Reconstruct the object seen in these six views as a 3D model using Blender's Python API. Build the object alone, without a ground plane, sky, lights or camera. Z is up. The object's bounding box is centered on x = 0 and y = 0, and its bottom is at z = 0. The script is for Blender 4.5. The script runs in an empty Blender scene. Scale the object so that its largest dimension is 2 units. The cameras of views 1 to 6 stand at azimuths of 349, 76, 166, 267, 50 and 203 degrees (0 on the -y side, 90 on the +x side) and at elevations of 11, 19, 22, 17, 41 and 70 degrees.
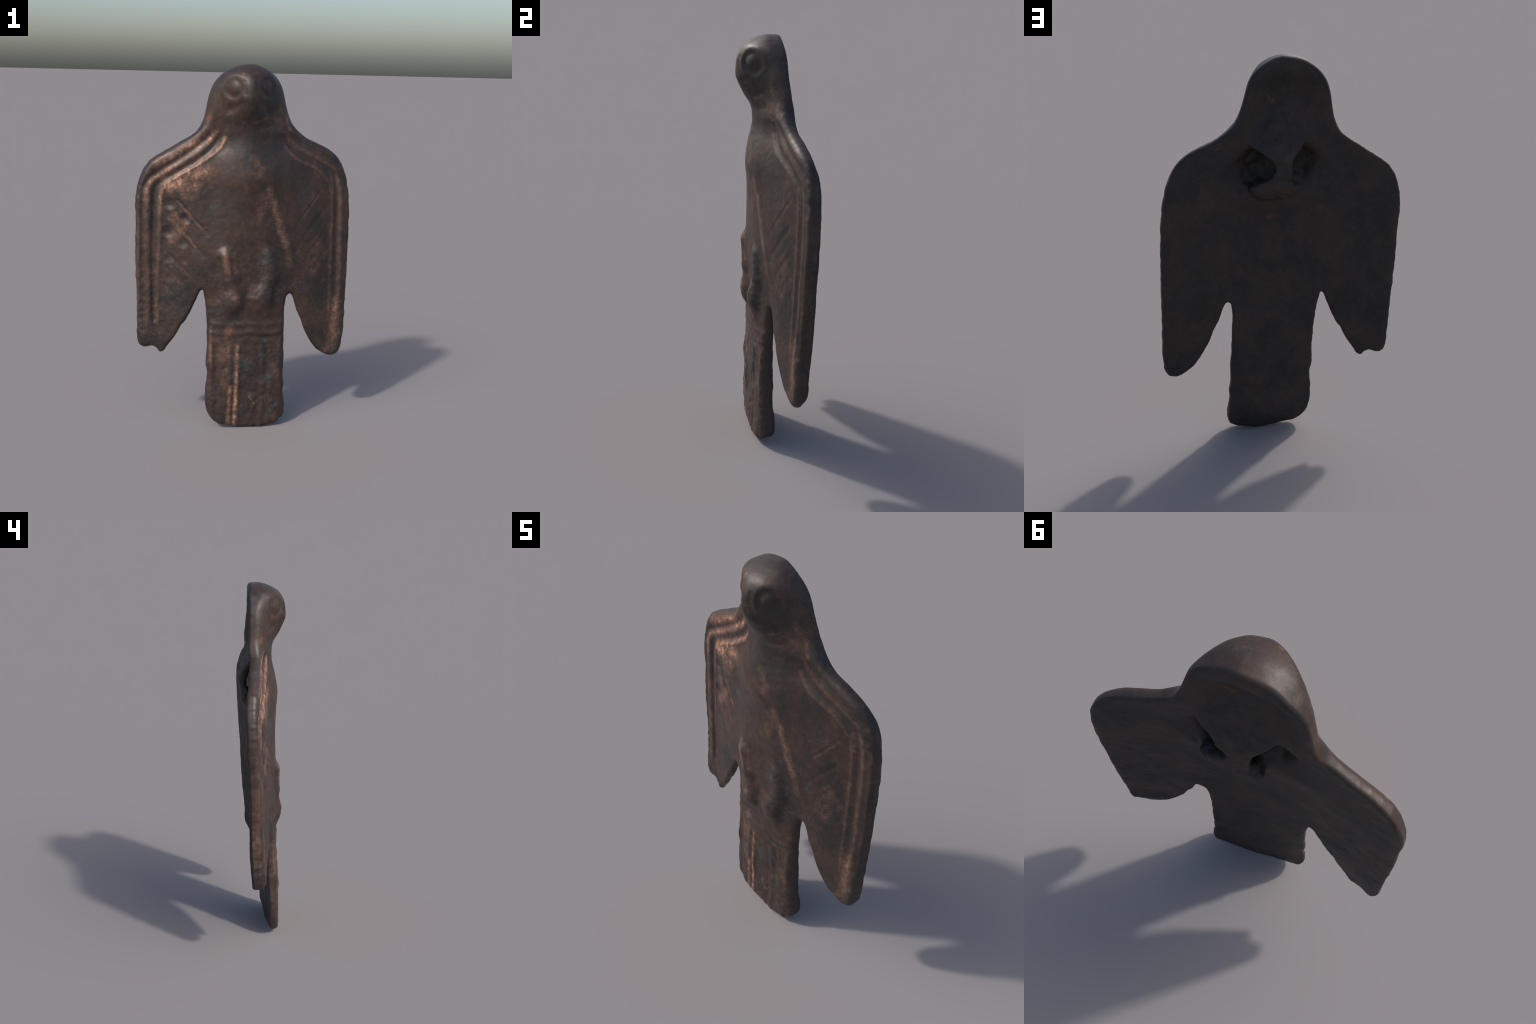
"""Cast bronze bird plaque: a flat bird of prey seen from the front, wings folded
down, ribbed wing edges, two short legs, a banded tail and a hanging loop on the back.

The casting is described as an implicit solid (outline profile + front and back
lofts + legs, eyes, loop), polygonised once, then parted into head, wings, ..."""
import bpy, math
import numpy as np

STEP = 0.0046            # mesh size of the casting, metres

# ------------------------------------------------------------------ profiles
# Outline of the plaque as seen from the front, (x, z), part by part.
HEAD_LEFT = [(0, 2.0), (-.07, 1.99), (-.122, 1.966), (-.163, 1.932), (-.193, 1.893),
             (-.213, 1.843), (-.226, 1.78), (-.239, 1.72), (-.264, 1.665)]
WING_LEFT = [(-.30, 1.628), (-.367, 1.588), (-.434, 1.548), (-.491, 1.514), (-.537, 1.474),
             (-.567, 1.42), (-.588, 1.36), (-.598, 1.30), (-.602, 1.21), (-.598, 1.13),
             (-.601, 1.0), (-.599, .88), (-.596, .775), (-.597, .65), (-.594, .54),
             (-.589, .482), (-.573, .464), (-.545, .457), (-.515, .462), (-.49, .452),
             (-.472, .434), (-.455, .436), (-.44, .45), (-.414, .493), (-.393, .523),
             (-.366, .570), (-.335, .615), (-.308, .662), (-.28, .725), (-.266, .757)]
TAIL = [(-.253, .783), (-.241, .785), (-.233, .755), (-.224, .68), (-.217, .57), (-.219, .47),
        (-.222, .365), (-.217, .309), (-.224, .225), (-.226, .14), (-.213, .09),
        (-.187, .048), (-.145, .02), (-.1, .014), (-.05, .008), (0, 0), (.05, .001),
        (.086, .005), (.148, .012), (.195, .03), (.222, .05), (.227, .085), (.222, .16),
        (.219, .26), (.219, .4), (.215, .51), (.216, .63), (.22, .71), (.228, .745),
        (.243, .757), (.257, .75)]
WING_RIGHT = [(.268, .728), (.282, .685), (.308, .622), (.336, .55), (.365, .493), (.394, .447),
              (.434, .409), (.487, .380), (.528, .378), (.553, .392), (.568, .42), (.58, .48),
              (.583, .55), (.585, .65), (.588, .78), (.592, .95), (.594, 1.08), (.592, 1.2),
              (.588, 1.285), (.577, 1.355), (.563, 1.415), (.542, 1.466), (.514, 1.507),
              (.467, 1.546), (.403, 1.581), (.343, 1.606), (.292, 1.638)]
HEAD_RIGHT = [(.253, 1.675), (.227, 1.72), (.206, 1.78), (.191, 1.835), (.178, 1.878),
              (.155, 1.918), (.118, 1.953), (.07, 1.983), (.03, 1.997)]

# Front lofts: cross-sections y(x) at several heights z.
BODY_X = (-.50, -.35, -.22, -.10, .0, .10, .22, .35, .50)
BODY_FRONT = [
    (1.66, (.030, .018, .005, -.035, -.058, -.040, .004, .022, .035)),
    (1.60, (.042, .028, .012, -.030, -.053, -.035, .010, .030, .048)),
    (1.50, (.043, .020, -.010, -.054, -.070, -.056, -.013, .022, .058)),
    (1.41, (.050, .014, -.016, -.064, -.082, -.068, -.025, .017, .060)),
    (1.30, (.054, .010, -.016, -.055, -.069, -.056, -.028, .011, .060)),
    (1.10, (.055, .009, -.021, -.051, -.056, -.048, -.028, .007, .058)),
    (.95, (.055, .010, -.025, -.051, -.055, -.046, -.024, .008, .056)),
    (.85, (.055, .012, -.021, -.047, -.050, -.042, -.018, .009, .054)),
    (.75, (.054, .015, -.004, -.043, -.046, -.040, -.007, .011, .048)),
    (.62, (.051, .016, -.013, -.042, -.050, -.043, -.013, .013, .048)),
    (.50, (.051, .019, -.016, -.037, -.043, -.037, -.016, .016, .049)),
    (.15, (.052, .022, -.016, -.037, -.043, -.038, -.020, .018, .046)),
    (.05, (.054, .024, -.016, -.036, -.044, -.040, -.022, .018, .048)),
    (.00, (.054, .024, -.008, -.026, -.036, -.034, -.016, .018, .050))]
HEAD_X = (-.22, -.14, -.07, -.02, .03, .08, .14, .22)
HEAD_FRONT = [
    (2.02, (.050, .020, .000, -.010, -.005, .005, .030, .060)),
    (1.99, (.030, -.004, -.038, -.048, -.044, -.032, .000, .040)),
    (1.95, (.008, -.048, -.090, -.104, -.099, -.074, -.030, .030)),
    (1.88, (.000, -.046, -.110, -.135, -.122, -.074, -.020, .030)),
    (1.82, (.000, -.042, -.106, -.138, -.122, -.072, -.020, .030)),
    (1.76, (.000, -.032, -.084, -.113, -.101, -.062, -.017, .030)),
    (1.70, (.006, -.022, -.058, -.080, -.075, -.047, -.012, .020)),
    (1.63, (.012, -.010, -.044, -.055, -.051, -.032, -.006, .014))]
# Back: the casting is a shell, hollow behind, with a raised rim.
BACK_X = (-.56, -.40, -.25, -.10, .0, .10, .25, .40, .56)
BODY_BACK = [
    (1.66, (.098, .090, .074, .054, .048, .054, .074, .094, .096)),
    (1.58, (.116, .094, .070, .054, .052, .055, .070, .096, .112)),
    (1.50, (.121, .088, .062, .050, .048, .052, .066, .090, .126)),
    (1.40, (.123, .082, .056, .042, .040, .043, .060, .092, .129)),
    (1.33, (.123, .080, .058, .056, .062, .064, .062, .091, .128)),
    (1.22, (.123, .078, .050, .036, .034, .037, .052, .088, .127)),
    (1.10, (.123, .077, .045, .027, .024, .026, .047, .082, .126)),
    (.95, (.124, .077, .042, .022, .018, .021, .041, .074, .124)),
    (.80, (.125, .076, .040, .019, .016, .019, .037, .068, .120)),
    (.62, (.126, .071, .038, .020, .020, .025, .038, .058, .116)),
    (.45, (.122, .066, .030, .022, .024, .029, .036, .056, .110)),
    (.37, (.107, .066, .028, .022, .025, .031, .037, .058, .089)),
    (.25, (.110, .080, .025, .021, .025, .032, .042, .076, .090)),
    (.15, (.110, .080, .022, .022, .031, .041, .052, .076, .090)),
    (.08, (.110, .080, .020, .023, .034, .045, .055, .076, .090)),
    (.03, (.110, .080, .014, .021, .031, .040, .047, .076, .090)),
    (.00, (.110, .080, .012, .018, .028, .035, .040, .076, .090))]
HEAD_RIM = [(2.02, .056), (1.99, .060), (1.93, .070), (1.85, .073), (1.75, .077), (1.64, .090)]
HEAD_HOLLOW = [(2.02, .0), (1.97, .010), (1.88, .042), (1.80, .058), (1.72, .054), (1.64, .042)]
# Ribs along the leading edge of each wing: grooves and the thin inner ridge, (x, z).
LEFT_GROOVES = [
    [(-.186, 1.69), (-.233, 1.61), (-.347, 1.518), (-.462, 1.446), (-.536, 1.386),
     (-.563, 1.324), (-.567, 1.181), (-.567, .8), (-.563, .56)],
    [(-.155, 1.66), (-.165, 1.62), (-.20, 1.56), (-.288, 1.49), (-.41, 1.415), (-.477, 1.368),
     (-.498, 1.32), (-.504, 1.183), (-.511, 1.0), (-.506, .62)]]
LEFT_RIDGE = [(-.135, 1.613), (-.161, 1.565), (-.249, 1.491), (-.357, 1.423), (-.424, 1.382),
              (-.458, 1.335), (-.471, 1.253), (-.473, 1.1), (-.484, .8), (-.483, .6)]
LEFT_RIB = [(-.169, 1.659), (-.216, 1.599), (-.331, 1.511), (-.438, 1.436), (-.512, 1.389),
            (-.539, 1.335), (-.542, 1.185), (-.534, 1.0), (-.534, .62)]
RIGHT_GROOVES = [
    [(.218, 1.68), (.238, 1.64), (.28, 1.595), (.40, 1.53), (.505, 1.475), (.548, 1.37),
     (.563, 1.17), (.563, .65)],
    [(.180, 1.65), (.203, 1.605), (.26, 1.54), (.38, 1.483), (.475, 1.42), (.505, 1.33),
     (.515, 1.17), (.517, .62)]]
RIGHT_RIDGE = [(.197, 1.573), (.256, 1.511), (.386, 1.449), (.461, 1.386), (.478, 1.316),
               (.485, 1.17), (.485, .6)]
RIGHT_RIB = [(.197, 1.647), (.263, 1.573), (.379, 1.514), (.483, 1.455), (.527, 1.35),
             (.542, 1.17), (.542, .7)]
# Slanting feather strokes cut into the wings: start, end, half width, depth
STROKES = [((-.405, 1.297), (-.215, 1.090), .011, .007), ((-.385, 1.262), (-.235, 1.095), .008, -.003),
           ((-.445, 1.222), (-.240, .975), .011, .008), ((-.430, 1.185), (-.29, 1.03), .008, -.003),
           ((-.440, 1.160), (-.29, 1.01), .008, .004), ((-.455, 1.020), (-.31, .87), .010, .006),
           ((-.445, .985), (-.33, .86), .008, -.003), ((-.450, .925), (-.330, .81), .009, .005),
           ((-.455, .83), (-.36, .73), .010, .004), ((-.46, .74), (-.39, .66), .010, .003),
           ((.435, 1.358), (.28, 1.155), .012, .005), ((.415, 1.355), (.27, 1.17), .007, -.002),
           ((.440, 1.240), (.285, 1.04), .013, .007), ((.45, 1.11), (.33, .955), .012, .005),
           ((.43, 1.12), (.33, .99), .008, -.003), ((.455, 1.00), (.34, .83), .012, .005),
           ((.46, .89), (.36, .75), .012, .004), ((.46, .79), (.39, .68), .012, .003)]
# Punched hollows between the strokes: centre, radius, depth
HOLLOWS = [((-.425, 1.262), .027, .016), ((-.342, 1.184), .026, .010), ((-.434, 1.110), .027, .014),
           ((-.355, 1.050), .026, .010), ((-.425, .965), .025, .008), ((-.352, .955), .022, .006),
           ((-.42, .86), .025, .005)]
LOOP_Z = (1.355, 1.385, 1.43, 1.47, 1.52, 1.59, 1.64, 1.70)
EYES = [(-.104, -.076, 1.876), (.078, -.082, 1.882)]


def hermite(xs, ys, x):
    """Monotone cubic through (xs, ys) along the first axis, at x; ys may be rows of values."""
    xs = np.asarray(xs, float); ys = np.asarray(ys, float)
    h = np.diff(xs).reshape((-1,) + (1,) * (ys.ndim - 1)); d = np.diff(ys, axis=0) / h
    m = np.zeros_like(ys)
    p = d[:-1] * d[1:]
    m[1:-1] = np.where(p > 0, 2 * p / np.where(p > 0, d[:-1] + d[1:], 1), 0)
    m[0], m[-1] = d[0], d[-1]
    xc = np.clip(x, xs[0], xs[-1])
    i = np.clip(np.searchsorted(xs, xc) - 1, 0, len(xs) - 2)
    w = np.diff(xs)[i]
    t = (xc - xs[i]) / w
    if ys.ndim > 1:
        t, w = t[..., None], w[..., None]
    return (ys[i] * (1 + 2 * t) * (1 - t) ** 2 + m[i] * w * t * (1 - t) ** 2
            + ys[i + 1] * t ** 2 * (3 - 2 * t) + m[i + 1] * w * t ** 2 * (t - 1))


def profile(table, z):
    t = sorted(table)
    return hermite([r[0] for r in t], [r[1] for r in t], z)


def loft(xs, sections, x, z):
    """Height of a surface lofted through cross-sections; x, z are a regular grid."""
    rows = profile(sections, z[0])                      # one cross-section for each z
    cols = hermite(xs, rows.T, x[:, 0])                 # and its height for each x
    return cols


def spline(points, n=6, closed=True):
    """Catmull-Rom through the control points."""
    p = np.array(points, float)
    if closed:
        q = [np.roll(p, k, 0) for k in (1, 0, -1, -2)]
    else:
        e = np.vstack([2 * p[0] - p[1], p, 2 * p[-1] - p[-2]])
        q = [e[k:len(e) - 3 + k] for k in range(4)]
    out = []
    for k in range(n):
        t = k / n
        out.append(.5 * (2 * q[1] + (q[2] - q[0]) * t + (2 * q[0] - 5 * q[1] + 4 * q[2] - q[3]) * t * t
                         + (3 * q[1] - q[0] - 3 * q[2] + q[3]) * t ** 3))
    res = np.stack(out, 1).reshape(-1, p.shape[1])
    return res if closed else np.vstack([res, p[-1]])


def seg_distance(x, z, poly, closed=False):
    """Distance from points to a polyline, and its winding side when closed."""
    a = poly if closed else poly[:-1]
    b = np.roll(poly, -1, 0) if closed else poly[1:]
    best = np.full(x.shape, 1e9); inside = np.zeros(x.shape, bool)
    for (ax, az), (bx, bz) in zip(a, b):
        ex, ez = bx - ax, bz - az
        px, pz = x - ax, z - az
        t = np.clip((px * ex + pz * ez) / (ex * ex + ez * ez + 1e-12), 0, 1)
        best = np.minimum(best, (px - ex * t) ** 2 + (pz - ez * t) ** 2)
        if closed:
            c = (az > z) != (bz > z)
            inside ^= c & (px < ex * pz / (ez if abs(ez) > 1e-9 else 1e-9))
    d = np.sqrt(best)
    return np.where(inside, -d, d) if closed else d


def hash3(i, j, k, seed):
    h = (i.astype(np.int64) * 374761393 + j.astype(np.int64) * 668265263
         + k.astype(np.int64) * 2147483647 + seed * 1274126177) & 0xffffffff
    h = ((h ^ (h >> 13)) * 1274126177) & 0xffffffff
    h = ((h ^ (h >> 16)) * 2246822519) & 0xffffffff
    return ((h ^ (h >> 15)) & 0xffff) / 32767.5 - 1


def noise(x, y, z, freq, seed=0, octaves=3):
    total = 0; amp = 1.0
    for o in range(octaves):
        px, py, pz = x * freq + 13.7 * o, y * freq + 5.1 * o, z * freq + 9.3 * o
        i, j, k = np.floor(px), np.floor(py), np.floor(pz)
        u, v, w = px - i, py - j, pz - k
        u, v, w = (t * t * (3 - 2 * t) for t in (u, v, w))
        s = 0
        for di in (0, 1):
            for dj in (0, 1):
                for dk in (0, 1):
                    s = s + hash3(i + di, j + dj, k + dk, seed + o) * \
                        (u if di else 1 - u) * (v if dj else 1 - v) * (w if dk else 1 - w)
        total = total + s * amp
        amp *= .5; freq *= 2.05
    return total


def smooth(a, b, t):
    t = np.clip((t - a) / (b - a), 0, 1)
    return t * t * (3 - 2 * t)


def bump(d, w):
    return np.exp(-(d / w) ** 2)


def smin(a, b, k):
    h = np.clip(.5 + .5 * (b - a) / k, 0, 1)
    return b * (1 - h) + a * h - k * h * (1 - h)


def round_and(a, b, r):
    return np.minimum(np.maximum(a, b), -r) + np.hypot(np.maximum(a + r, 0), np.maximum(b + r, 0))


OUTLINE = spline(HEAD_LEFT + WING_LEFT + TAIL + WING_RIGHT + HEAD_RIGHT, 5)


def sheet(x, z):
    """Everything about the casting that depends on the front view position only."""
    zero = np.zeros_like(x)
    s = seg_distance(x, z, OUTLINE, True)
    s = s + .0020 * noise(x, zero, z, 15, 3, 2) * smooth(1.7, 1.2, z) \
          + .0015 * noise(x, zero, z, 34, 4, 3) * smooth(1.75, 1.5, z) \
          + .0022 * noise(x, zero, z, 21, 5, 2) * smooth(.8, .5, z)
    up = smooth(1.63, 1.73, z)
    soft = [(a, c) for a in (-.014, 0, .014) for c in (-.016, 0, .016)]     # no facets between stations
    head_front = sum(loft(HEAD_X, HEAD_FRONT, x + a, z + c) for a, c in soft) / 9 - .002
    body_front = sum(loft(BODY_X, BODY_FRONT, x + a, z + c) for a, c in soft) / 9 - .001
    yf = body_front * (1 - up) + head_front * up
    up = smooth(1.60, 1.70, z)
    rim = profile(HEAD_RIM, z) - profile(HEAD_HOLLOW, z) * smooth(.0, .15, -s) - .012 * smooth(1.7, 1.9, z) * np.clip(x / .2, 0, 1)
    yb = loft(BACK_X, BODY_BACK, x, z) * (1 - up) + rim * up

    # relief of the front, + = cut in, - = raised
    cut = zero.copy()
    for lines, ridge, amp in ((LEFT_GROOVES, LEFT_RIDGE, 1.0), (RIGHT_GROOVES, RIGHT_RIDGE, .62)):
        fade = smooth(.47, .70, z) * smooth(1.69, 1.60, z)
        wide = 1 + .25 * smooth(1.3, 1.45, z)
        for k, ln in enumerate(lines):
            d = seg_distance(x, z, spline(ln, 5, False))
            cut += amp * (.009 if k == 0 else .010) * bump(d, .0145 * wide) * fade
        d = seg_distance(x, z, spline(ridge, 5, False))
        cut -= amp * .004 * bump(d, .010) * fade
    for a, b, w, depth in STROKES:
        ex, ez = b[0] - a[0], b[1] - a[1]
        t = np.clip(((x - a[0]) * ex + (z - a[1]) * ez) / (ex * ex + ez * ez), 0, 1)
        d = seg_distance(x, z, np.array([a, b])) + .004 * noise(x, zero, z, 14, 61, 2)
        cut += (.9 if a[0] < 0 else .42) * depth * bump(d, w) * np.sqrt(np.sin(np.pi * np.clip(t, .001, .999)))
    for (cx, cz), rad, depth in HOLLOWS:
        d = np.hypot(x - cx, z - cz + .15 * (x - cx))
        cut += depth * .8 * (bump(d, rad * .85) - .15 * bump(d - rad * 1.25, rad * .35))
    # slanting hollows below the eyes that leave the beak standing
    for pts, w, depth in (([(-.110, 1.768), (-.085, 1.785), (-.056, 1.798)], .021, .0095),
                          ([(.092, 1.752), (.070, 1.785), (.047, 1.80)], .021, .011),
                          ([(.012, 1.90), (.018, 1.85), (.030, 1.80)], .012, .005),
                          ([(-.055, 1.91), (-.050, 1.85)], .012, .004)):
        cut += depth * bump(seg_distance(x, z, spline(pts, 5, False)), w)
    # faint keel running down to the right of the breast
    d = seg_distance(x, z, np.array([(.106, 1.34), (.16, 1.18), (.215, 1.03)]))
    cut -= .0025 * bump(d, .020)
    # tail: two cross bands, long feather ribs
    t = smooth(.225, .19, np.abs(x)) * smooth(.70, .64, z)
    wob = .006 * noise(x, zero, zero, 9, 21, 2)
    for zc, depth, w in ((.630, .0022, .018), (.580, .0012, .012), (.526, .0050, .014)):
        cut += t * depth * bump(z - zc - wob, w) * (.65 + .5 * noise(x, zero, zero, 7, int(zc * 100), 2))
    cut -= t * .002 * bump(z - .60 - wob, .012) + t * .003 * bump(z - .55 - wob, .014)
    low = t * smooth(.51, .46, z)
    wob = .006 * noise(zero, zero, z, 6, 22, 2)
    for xc, depth, w in ((-.196, -.004, .010), (-.168, .003, .014), (-.095, -.0025, .016), (-.076, .002, .009),
                         (-.052, -.0055, .011), (-.015, .002, .022), (.060, .0025, .014), (.088, -.003, .012),
                         (.112, .0035, .014), (.186, -.003, .014)):
        cut += low * 1.15 * depth * bump(x - xc - wob, w) * (.75 + .6 * noise(zero, zero, z, 8, int(xc * 900) + 300, 2))
    cut += low * .0035 * noise(x, zero, z, 13, 31, 3)
    # corroded, uneven skin
    skin = .0016 * noise(x, zero, z, 11, 41, 3) + .0010 * noise(x, zero, z, 48, 42, 3)
    rough = .55 + .85 * smooth(1.1, .6, z)
    cut += skin * rough
    dent = .0036 * noise(x, zero, z, 9, 51, 3) + .0012 * noise(x, zero, z, 34, 52, 3)
    head = smooth(1.62, 1.72, z)
    wing = smooth(.24, .40, np.abs(x)) * (1 - head)
    thick = np.maximum(yb - yf, .01)
    rf = np.minimum((.030 + .016 * head + .008 * wing) * (.6 + .4 * smooth(.02, .16, z)), .62 * thick)
    rb = np.minimum(.017 + .003 * smooth(.2, .05, z), .35 * thick)
    return dict(s=s, yf=yf, yb=yb - dent * .8, cut=cut, rf=rf, rb=rb, x=x, z=z, dent=dent)


def capsule(x, y, z, a, b, ra, rb):
    a = np.array(a, float); b = np.array(b, float); e = b - a
    t = np.clip(((x - a[0]) * e[0] + (y - a[1]) * e[1] + (z - a[2]) * e[2]) / e.dot(e), 0, 1)
    return np.sqrt((x - a[0] - e[0] * t) ** 2 + (y - a[1] - e[1] * t) ** 2
                   + (z - a[2] - e[2] * t) ** 2) - (ra + (rb - ra) * t)


def egg(x, y, z, c, r):
    q = np.sqrt(((x - c[0]) / r[0]) ** 2 + ((y - c[1]) / r[1]) ** 2 + ((z - c[2]) / r[2]) ** 2)
    return (q - 1) * min(r)


def solid(F, y):
    """Signed value of the casting: negative inside."""
    x, z = F['x'], F['z']
    front = smooth(.02, .055, F['yb'] - y)
    body = round_and(F['s'], F['yf'] - y, F['rf'])
    # legs: thigh, shank and closed claw of each foot
    left = smin(capsule(x, y, z, (-.122, -.026, .985), (-.096, -.026, .86), .047, .043),
                egg(x, y, z, (-.080, -.031, .737), (.060, .043, .076)), .028)
    left = smin(left, capsule(x, y, z, (-.09, -.018, .86), (-.08, -.022, .77), .044, .044), .028)
    right = smin(capsule(x, y, z, (.104, -.017, .985), (.120, -.016, .87), .046, .048),
                 egg(x, y, z, (.070, -.030, .750), (.064, .044, .082)), .022)
    right = smin(right, capsule(x, y, z, (.115, -.013, .86), (.085, -.018, .77), .042, .042), .022)
    body = smin(smin(body, left, .025), right, .025)
    # eyes: round dished sockets with a raised pupil; slits beside the beak
    for ex, ey, ez in EYES:
        d = np.sqrt((x - ex) ** 2 + (y - ey) ** 2 + (z - ez) ** 2)
        inner = np.clip(1 - .6 * ((x - ex) * np.sign(ex) + .4 * (z - ez)) / .04, .4, 1.7)      # deeper beside the beak
        body = body + .0064 * inner * bump(d - .042, .016) - .0055 * bump(d, .027) - .0015 * (2 - inner) * bump(d - .068, .013)
    body = body + F['cut'] * front
    # back face and edge
    body = round_and(body, y - F['yb'], F['rb'])
    # ragged hollow behind the nape, open to both sides under the loop
    pit = smin(egg(x, y, z, (.105, .056, 1.470), (.088, .064, .088)),
               egg(x, y, z, (-.085, .045, 1.485), (.066, .062, .080)), .05)
    pit = smin(pit, egg(x, y, z, (.180, .085, 1.445), (.080, .046, .080)), .05)
    pit = smin(pit, egg(x, y, z, (-.120, .085, 1.475), (.070, .045, .075)), .05) + F['dent'] * 2.5
    pit = np.maximum(pit, F['yf'] + .034 - y)          # never through to the breast
    body = -smin(-body, pit, .028)
    # the loop: a tongue narrowing downwards from the nape, spreading to a small foot
    xc = np.interp(z, LOOP_Z, (.052, .054, .012, .002, .018, .037, .03, .0))
    hw = np.interp(z, LOOP_Z, (.100, .102, .052, .038, .056, .120, .15, .06)) + F['dent'] * 2
    yo = np.interp(z, LOOP_Z, (.108, .122, .131, .131, .124, .095, .066, .034))
    th = np.interp(z, LOOP_Z, (.06, .048, .038, .036, .038, .045, .04, .03))
    hw = hw + .02 * bump(z - 1.58, .05)
    bow = yo - .20 * (x - xc) ** 2 / np.maximum(hw, .03)
    loop = round_and(np.abs(x - xc) - hw, np.abs(y - bow + th / 2) - th / 2, .013)
    loop = round_and(loop, np.abs(z - 1.535) - .185, .02) + F['dent'] * .9
    foot = smin(capsule(x, y, z, (-.045, .096, 1.374), (.130, .082, 1.376), .026, .022),
                egg(x, y, z, (.050, .056, 1.360), (.125, .062, .042)), .02) + F['dent']
    lump = .006 * noise(x, y, z, 26, 71, 2)
    return smin(smin(loop, foot, .025) + lump, body, .020)


def polygonise():
    """Surface nets over the implicit solid."""
    h = STEP
    gx = np.arange(-.63, .63, h); gy = np.arange(-.17, .17, h); gz = np.arange(-.03, 2.03, h)
    fine = .5 * h            # the sheet is worked out once, on a grid of half the step
    fx = np.arange(gx[0] - h, gx[-1] + 2 * h, fine); fz = np.arange(gz[0] - h, gz[-1] + 2 * h, fine)
    grid = sheet(*np.meshgrid(fx, fz, indexing='ij'))
    keys = ('s', 'yf', 'yb', 'cut', 'rf', 'rb', 'dent')
    table = np.stack([grid[k] for k in keys], -1).astype(np.float64)

    def sampled(x, z):
        u = np.clip((x - fx[0]) / fine, 0, len(fx) - 1.001); w = np.clip((z - fz[0]) / fine, 0, len(fz) - 1.001)
        i, k = u.astype(int), w.astype(int)
        u, w = (u - i)[..., None], (w - k)[..., None]
        t = (table[i, k] * (1 - u) + table[i + 1, k] * u) * (1 - w) + (table[i, k + 1] * (1 - u) + table[i + 1, k + 1] * u) * w
        return dict({n: t[..., a] for a, n in enumerate(keys)}, x=x, z=z)

    X, Z = np.meshgrid(gx, gz, indexing='ij')
    F = sampled(X, Z)
    V = np.empty((len(gx), len(gy), len(gz)), np.float32)
    for j, y in enumerate(gy):
        V[:, j, :] = solid(F, np.full_like(X, y))
    ins = V < 0
    n = np.zeros(tuple(d - 1 for d in V.shape), np.int8)
    corners = [(a, b, c) for a in (0, 1) for b in (0, 1) for c in (0, 1)]
    cut = lambda a, b, c: tuple(slice(o, s - 1 + o) for o, s in zip((a, b, c), V.shape))
    for c in corners:
        n += ins[cut(*c)]
    act = np.argwhere((n > 0) & (n < 8))
    idx = np.full(n.shape, -1, np.int64); idx[tuple(act.T)] = np.arange(len(act))
    acc = np.zeros((len(act), 3)); cnt = np.zeros(len(act))
    vals = {c: V[act[:, 0] + c[0], act[:, 1] + c[1], act[:, 2] + c[2]].astype(float) for c in corners}
    for c in corners:
        for ax in range(3):
            if c[ax] == 0:
                e = list(c); e[ax] = 1; e = tuple(e)
                a, b = vals[c], vals[e]
                m = (a < 0) != (b < 0)
                t = np.where(m, a / np.where(m, a - b, 1), 0)
                p = np.array(c, float)[None, :].repeat(len(act), 0); p[:, ax] += t
                acc[m] += p[m]; cnt += m
    P = (act + acc / cnt[:, None]) * h + np.array([gx[0], gy[0], gz[0]])
    quads = []
    for ax in range(3):
        b, c = (ax + 1) % 3, (ax + 2) % 3
        s0 = [slice(1, -1)] * 3; s0[ax] = slice(0, -1)
        s1 = list(s0); s1[ax] = slice(1, None)
        A, B = ins[tuple(s0)], ins[tuple(s1)]
        e = np.argwhere(A != B)
        flip = A[tuple(e.T)]
        o = np.ones(3, int); o[ax] = 0
        e = e + o
        db = np.zeros(3, int); db[b] = 1
        dc = np.zeros(3, int); dc[c] = 1
        q = np.stack([idx[tuple((e - k).T)] for k in (db + dc, dc, 0 * dc, db)], 1)
        q[~flip] = q[~flip][:, ::-1]
        quads.append(q)
    Q = np.vstack(quads)
    # settle the vertices on the true surface
    for _ in range(3):
        e = .0016
        val = lambda p: solid(sampled(p[:, 0], p[:, 2]), p[:, 1])
        f0 = val(P)
        g = np.stack([(val(P + d) - f0) / e for d in np.eye(3) * e], 1)
        P = P - np.clip(f0 / np.maximum((g ** 2).sum(1), .15), -.004, .004)[:, None] * g
        # keep the quads even: slide a little toward the neighbours' mean
        s = np.zeros_like(P); k = np.zeros(len(P))
        for a in range(4):
            np.add.at(s, Q[:, a], P[Q[:, (a + 1) % 4]] + P[Q[:, a - 1]]); np.add.at(k, Q[:, a], 2)
        m = s / k[:, None] - P
        nrm = g / np.maximum(np.linalg.norm(g, axis=1), 1e-9)[:, None]
        P = P + .5 * (m - (m * nrm).sum(1)[:, None] * nrm) + .12 * m
    return P, Q


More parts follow.
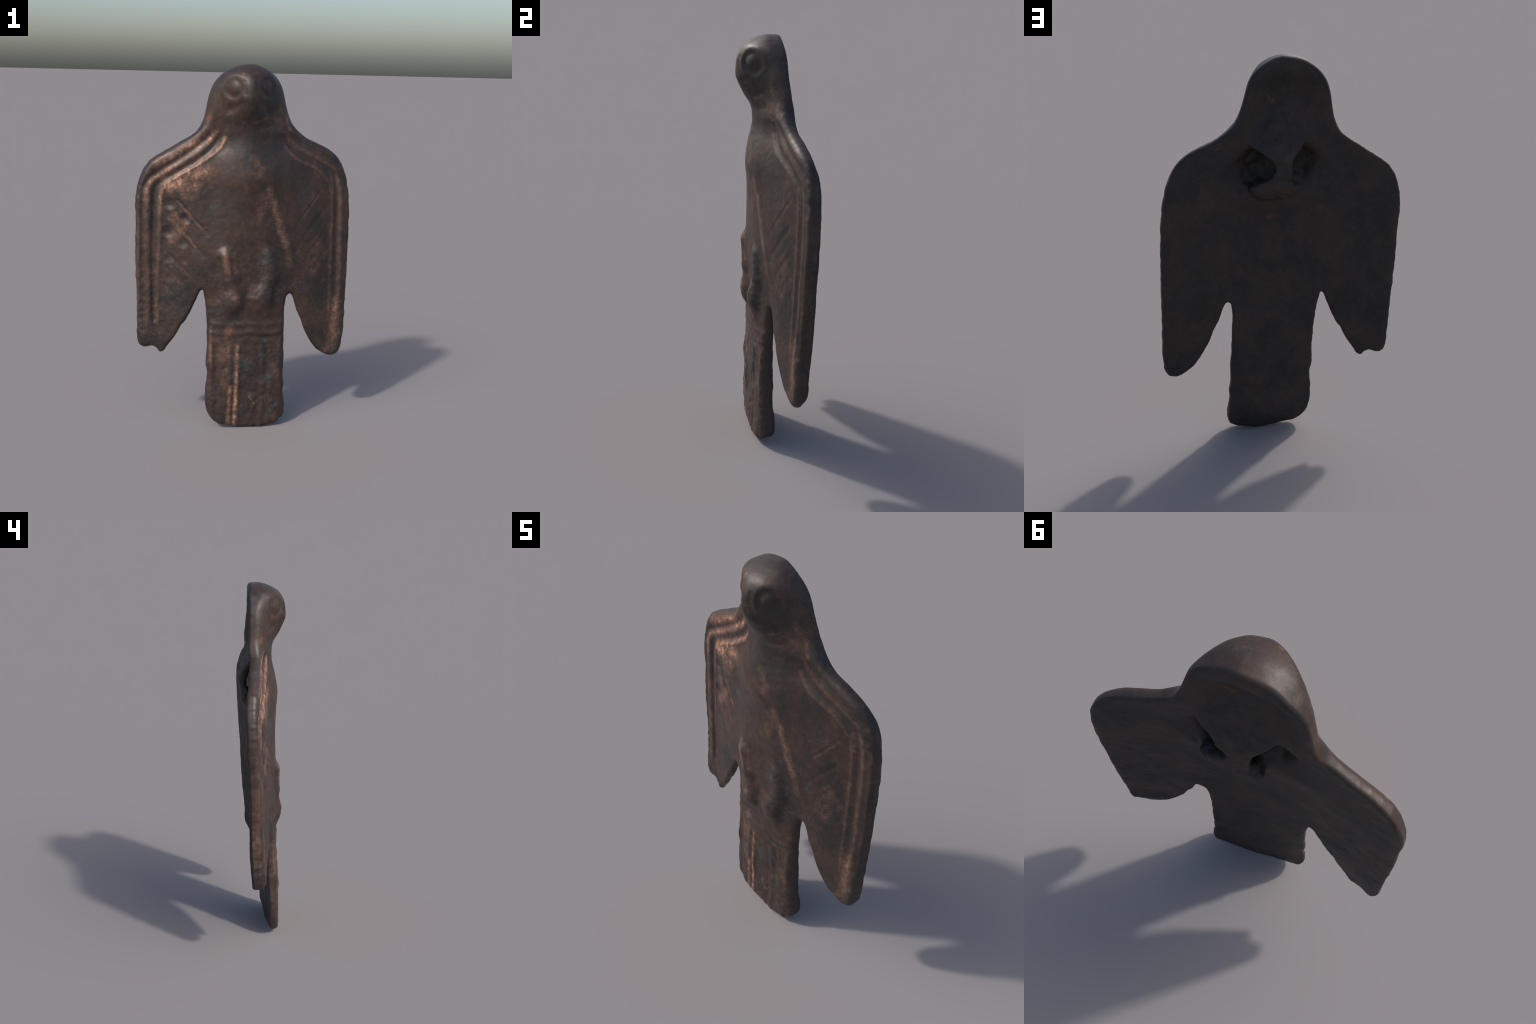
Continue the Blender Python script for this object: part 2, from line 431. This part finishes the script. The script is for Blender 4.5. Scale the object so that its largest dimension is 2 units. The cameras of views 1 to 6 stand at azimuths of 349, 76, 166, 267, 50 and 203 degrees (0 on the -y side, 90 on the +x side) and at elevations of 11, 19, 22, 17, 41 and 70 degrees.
# ------------------------------------------------------------------ materials
class Nodes:
    def __init__(self, name):
        self.mat = bpy.data.materials.new(name); self.mat.use_nodes = True
        self.t = self.mat.node_tree; self.t.nodes.clear()

    def new(self, kind, **kw):
        n = self.t.nodes.new(kind)
        for k, v in kw.items():
            setattr(n, k, v)
        return n

    def put(self, sock, v):
        if hasattr(v, 'is_linked') or isinstance(v, bpy.types.NodeSocket):
            self.t.links.new(v, sock)
        else:
            sock.default_value = v

    def math(self, op, a, b=0.0, c=0.0):
        n = self.new('ShaderNodeMath', operation=op)
        for s, v in zip(n.inputs, (a, b, c)):
            self.put(s, v)
        return n.outputs[0]

    def vec(self, op, a, b=(0, 0, 0), scale=None):
        n = self.new('ShaderNodeVectorMath', operation=op)
        self.put(n.inputs[0], a); self.put(n.inputs[1], b)
        if scale is not None:
            self.put(n.inputs['Scale'], scale)
        return n.outputs['Value'] if op in ('DOT_PRODUCT', 'LENGTH', 'DISTANCE') else n.outputs[0]

    def ramp(self, v, lo, hi, a=0.0, b=1.0):
        n = self.new('ShaderNodeMapRange', interpolation_type='SMOOTHSTEP', clamp=False)
        for s, x in zip(n.inputs, (v, lo, hi, a, b)):
            self.put(s, x)
        return n.outputs[0]

    def noise(self, co, scale, detail=4.0, rough=.6, out=0):
        n = self.new('ShaderNodeTexNoise')
        self.put(n.inputs['Vector'], co); n.inputs['Scale'].default_value = scale
        n.inputs['Detail'].default_value = detail; n.inputs['Roughness'].default_value = rough
        return n.outputs[out]

    def mix(self, f, a, b):
        n = self.new('ShaderNodeMix', data_type='RGBA')
        self.put(n.inputs[0], f)
        for s, v in ((n.inputs[6], a), (n.inputs[7], b)):
            self.put(s, v if not isinstance(v, tuple) else (*v, 1))
        return n.outputs[2]

    def line(self, flat, pts):
        """Distance in the front plane to a polyline."""
        best = None
        for (ax, az), (bx, bz) in zip(pts[:-1], pts[1:]):
            e = (bx - ax, 0, bz - az); l2 = e[0] ** 2 + e[2] ** 2
            pa = self.vec('SUBTRACT', flat, (ax, 0, az))
            h = self.math('MULTIPLY', self.vec('DOT_PRODUCT', pa, e), 1 / l2)
            h = self.math('MINIMUM', self.math('MAXIMUM', h, 0.0), 1.0)
            d = self.vec('LENGTH', self.vec('SUBTRACT', pa, self.vec('SCALE', e, scale=h)))
            best = d if best is None else self.math('MINIMUM', best, d)
        return best


def bronze(name, worn):
    """Dark cast bronze; with worn=True also the rubbed copper and verdigris of the front."""
    N = Nodes(name)
    co = N.new('ShaderNodeTexCoord').outputs['Object']
    # positions shaken by noise, so that no patch has a clean border
    sh = N.vec('SUBTRACT', N.noise(co, 9, 6, .68, 1), (.5, .5, .5))
    co2 = N.vec('ADD', co, N.vec('SCALE', sh, scale=.16))
    sh3 = N.vec('SUBTRACT', N.noise(co, 30, 5, .75, 1), (.5, .5, .5))
    co3 = N.vec('ADD', co, N.vec('SCALE', sh3, scale=.022))
    flat2 = N.vec('MULTIPLY', co2, (1, 0, 1)); flat3 = N.vec('MULTIPLY', co3, (1, 0, 1))

    def off(v):
        return N.vec('ADD', co, v)
    # brown, umber and grey-green patina
    n1 = N.noise(co, 4.2, 7, .65); n2 = N.noise(off((7, 3, 1)), 8, 7, .68)
    n3 = N.noise(off((2, 9, 4)), 24, 7, .72); n4 = N.noise(off((5, 1, 8)), 70, 6, .8)
    brown, umber = ((.044, .0248, .0190), (.0220, .0165, .0148)) if worn else ((.038, .0205, .0135), (.0175, .0128, .0105))
    col = N.mix(N.ramp(n1, .42, .58), umber, brown)
    col = N.mix(N.math('MULTIPLY', N.ramp(n2, .48, .66), .65), col, (.025, .0235, .0215) if worn else (.017, .0155, .0145))
    col = N.mix(N.math('MULTIPLY', N.ramp(n3, .48, .70), .5), col, (.080, .047, .036) if worn else (.044, .029, .022))
    col = N.mix(N.math('MULTIPLY', N.ramp(n3, .50, .28), .55), col, (.014, .0125, .012))
    col = N.mix(N.math('MULTIPLY', N.ramp(n4, .50, .74), .55 if worn else .6), col, (.078, .054, .043) if worn else (.060, .048, .038))
    if worn:
        # copper rubbed bare: ribs, wing shoulder, breast streak, wing tip, tail rib
        z = N.new('ShaderNodeSeparateXYZ'); N.put(z.inputs[0], co); z = z.outputs[2]
        grain = N.math('ADD', N.math('MULTIPLY', n3, .55), N.math('MULTIPLY', n4, .5))
        grit = N.ramp(grain, .40, .66, .12, 1.0)
        patchy = N.ramp(n2, .36, .60, .35, 1.0)
        shoulder = N.math('MULTIPLY', N.ramp(z, 1.16, 1.36, .32, 1), N.ramp(z, 1.69, 1.62))
        wear = None
        groups = (
            (shoulder, ((LEFT_RIB, .026, .85), (LEFT_RIDGE, .020, .95),
                        ([(-.20, 1.685), (-.27, 1.605), (-.38, 1.532), (-.49, 1.47)], .030, .9))),
            (patchy, ((RIGHT_RIB, .018, .25), (RIGHT_RIDGE, .014, .35), ([(.475, 1.40), (.485, 1.32)], .020, .6),
                      ([(.205, 1.72), (.225, 1.66)], .014, .45),
                      ([(-.585, 1.30), (-.590, .60)], .012, .4))),
            (None, (([(-.42, 1.37), (-.33, 1.41), (-.25, 1.445)], .075, .95), ([(-.34, 1.335), (-.30, 1.36)], .06, .7),
                    ([(.104, 1.345), (.16, 1.18), (.21, 1.04)], .034, .62), ([(.21, 1.04), (.235, .93)], .04, .28),
                    ([(.519, .70), (.514, .47)], .036, .62), ([(.515, .50), (.475, .43)], .05, .5),
                    ([(-.048, .475), (-.05, .36), (-.056, .22), (-.061, .02)], .019, .85),
                    ([(-.088, .25), (-.098, .02)], .018, .7), ([(-.196, .60), (-.198, .40)], .014, .4),
                    ([(-.105, .58), (-.11, .42)], .05, .38), ([(-.10, .33), (-.13, .25)], .04, .3),
                    ([(-.138, 1.02), (-.115, .90)], .026, .5), ([(-.085, 1.0), (-.07, .90)], .02, .32),
                    ([(-.075, .765), (-.055, .74)], .035, .45), ([(.15, .37), (.175, .30)], .03, .45),
                    ([(.02, .19), (.05, .14)], .009, .6), ([(.10, 1.69), (.18, 1.75)], .07, .26),
                    ([(.0, 1.70), (.08, 1.72)], .016, .45), ([(-.40, 1.20), (-.35, 1.14), (-.41, 1.06)], .045, .55),
                    ([(-.375, 1.275), (-.25, 1.13)], .012, .5), ([(-.41, 1.19), (-.28, 1.03)], .012, .5),
                    ([(.415, 1.33), (.31, 1.19)], .010, .35), ([(.40, 1.03), (.37, .90)], .06, .3),
                    ([(.08, 1.30), (.03, 1.18)], .05, .25), ([(.02, 1.50), (.04, 1.42)], .04, .25))))
        for extra, lines in groups:
            best = None
            for pts, w, k in lines:
                m = N.math('MULTIPLY', N.ramp(N.line(flat2 if w > .036 else flat3, pts), w, 0.0), k)
                best = m if best is None else N.math('MAXIMUM', best, m)
            if extra is not None:
                best = N.math('MULTIPLY', best, extra)
            wear = best if wear is None else N.math('MAXIMUM', wear, best)
        # dark patches, among them the upper breast, throat and cheek
        dark = None
        for p, q, k in (((.04, 1.56), .17, .75), ((.24, 1.42), .17, .75), ((.33, 1.18), .12, .5), ((.10, 1.86), .09, .6),
                        ((-.10, 1.30), .10, .55), ((.42, .78), .14, .5), ((-.36, .80), .14, .45), ((.10, .78), .07, .4)):
            m = N.math('MULTIPLY', N.ramp(N.vec('DISTANCE', flat2, (p[0], 0, p[1])), q, q * .45), k)
            dark = m if dark is None else N.math('MAXIMUM', dark, m)
        col = N.mix(N.math('MULTIPLY', dark, N.ramp(n3, .30, .60, 1.0, .55)), col, (.0220, .0195, .0175))
        # hair-fine worn curls in places
        curl = N.noise(off((3, 6, 2)), 40, 5, .62)
        curl = N.ramp(N.math('ABSOLUTE', N.math('SUBTRACT', curl, .5)), .022, .004)
        curl = N.math('MULTIPLY', curl, N.ramp(n2, .50, .66, 0, .38))
        wear = N.math('MAXIMUM', N.math('MULTIPLY', wear, grit), N.math('MULTIPLY', curl, grit))
        col = N.mix(wear, col, (.275, .145, .098))
        col = N.mix(N.math('MULTIPLY', N.ramp(wear, .45, .95), .75), col, (.43, .245, .170))  # strongest copper lightened further: bright glints of the shoulder ridges, painted in
        # verdigris specks
        teal = None
        for p, r in (((.086, .41), .038), ((.0, .364), .04), ((.139, .283), .045), ((.152, .11), .035),
                     ((.095, .51), .03), ((.084, .985), .026), ((.30, 1.005), .03), ((-.195, 1.26), .04)):
            m = N.ramp(N.vec('DISTANCE', flat2, (p[0], 0, p[1])), r, 0.0)
            teal = m if teal is None else N.math('MAXIMUM', teal, m)
        teal = N.math('MULTIPLY', teal, N.ramp(n3, .42, .62, .05, .9))
        col = N.mix(teal, col, (.026, .078, .066))
        spot = None
        for p, r in (((-.055, -.09, 1.955), .013), ((.055, -.06, 1.955), .010), ((-.225, .0, 1.72), .035)):
            m = N.ramp(N.vec('DISTANCE', co3, p), r, r * .3)
            spot = m if spot is None else N.math('MAXIMUM', spot, m)
        col = N.mix(N.math('MULTIPLY', spot, .5), col, (.20, .085, .040))
    # rare rust flecks
    fleck = N.ramp(N.noise(off((4, 4, 4)), 17, 3, .6), .66, .76)
    col = N.mix(N.math('MULTIPLY', fleck, .35 if worn else .6), col, (.12, .040, .020))
    b = N.new('ShaderNodeBsdfPrincipled')
    N.put(b.inputs['Base Color'], col)
    N.put(b.inputs['Roughness'], N.math('ADD', N.ramp(n2, .3, .7, .33, .48) if worn else N.ramp(n2, .3, .7, .50, .64), N.math('MULTIPLY', n4, .10)))
    b.inputs['Specular IOR Level'].default_value = .46
    bp = N.new('ShaderNodeBump'); bp.inputs['Strength'].default_value = .46
    bp.inputs['Distance'].default_value = .004
    N.put(bp.inputs['Height'], N.math('ADD', N.math('MULTIPLY', n3, .6), N.math('MULTIPLY', n4, .35)))
    N.put(b.inputs['Normal'], bp.outputs[0])
    o = N.new('ShaderNodeOutputMaterial'); N.put(o.inputs[0], b.outputs[0])
    return N.mat


# ------------------------------------------------------------------ parts
def part_of(c):
    """Region of the body each face centre belongs to."""
    x, y, z = c.T
    part = np.full(len(c), 'torso', dtype=object)
    part[(z < .64) & (np.abs(x) < .235)] = 'tail'
    lim = np.interp(z, [.6, .78, .95, 1.3, 1.5, 1.66], [.22, .245, .27, .36, .30, .24])
    part[(x < -lim) & (z < 1.68)] = 'wing'
    part[(x > lim) & (z < 1.68)] = 'wing.001'
    part[z > 1.70] = 'head'
    part[(z > 1.70) & (z < 1.825) & (np.abs(x) < .05 + .0 * z) & (y < -.075)] = 'beak'
    for k, (a, b, r) in enumerate((((-.122, .985), (-.078, .73), .052), ((.112, .985), (.07, .74), .056))):
        d = seg_distance(x, z, np.array([a, b]))
        part[(d < r) & (y < -.02) & (z < 1.04)] = ('leg', 'leg.001')[k]
    for k, e in enumerate(EYES):
        part[np.linalg.norm(c - np.array(e), axis=1) < .033] = ('eye', 'eye.001')[k]
    hw = np.interp(z, [1.36, 1.39, 1.415, 1.445, 1.50, 1.55, 1.59, 1.63], [.10, .105, .075, .04, .06, .09, .125, .13])
    xc = np.interp(z, [1.34, 1.39, 1.44, 1.50, 1.59, 1.70], [.05, .045, -.002, .020, .037, .0])
    part[(np.abs(x - xc) < hw) & (y > .1) & (z > 1.36) & (z < 1.62)] = 'hanging_loop'
    return part


def build():
    P, Q = polygonise()
    lo, hi = P.min(0), P.max(0)
    scale = 2.0 / (hi - lo).max()
    P = (P - np.array([(lo[0] + hi[0]) / 2, (lo[1] + hi[1]) / 2, lo[2]])) * scale
    whole = bpy.data.meshes.new('whole')
    whole.from_pydata(P.tolist(), [], Q.tolist()); whole.update()
    nrm = np.empty(len(P) * 3); whole.vertex_normals.foreach_get('vector', nrm)
    nrm = nrm.reshape(-1, 3)
    bpy.data.meshes.remove(whole)
    root = bpy.data.objects.new('bird_plaque', None)
    root['label'] = 'dark worn bronze bird plaque with folded wings'
    root['category'] = 'bronze figurine'
    bpy.context.scene.collection.objects.link(root)
    mats = bronze('worn_bronze', True), bronze('plain_bronze', False)
    part = part_of(P[Q].mean(1))
    back = nrm[Q].mean(1)[:, 1] > .25        # the hollow side was never rubbed
    for name in sorted(set(part)):
        q = Q[part == name]
        used, inv = np.unique(q, return_inverse=True)
        q = inv.reshape(q.shape)
        me = bpy.data.meshes.new(name)
        me.from_pydata(P[used].tolist(), [], q.tolist()); me.update()
        me.shade_smooth()
        me.normals_split_custom_set_from_vertices(nrm[used].tolist())
        for m in mats:
            me.materials.append(m)
        me.polygons.foreach_set('material_index', back[part == name].astype(np.int32))
        ob = bpy.data.objects.new(name, me)
        ob.parent = root
        bpy.context.scene.collection.objects.link(ob)


build()
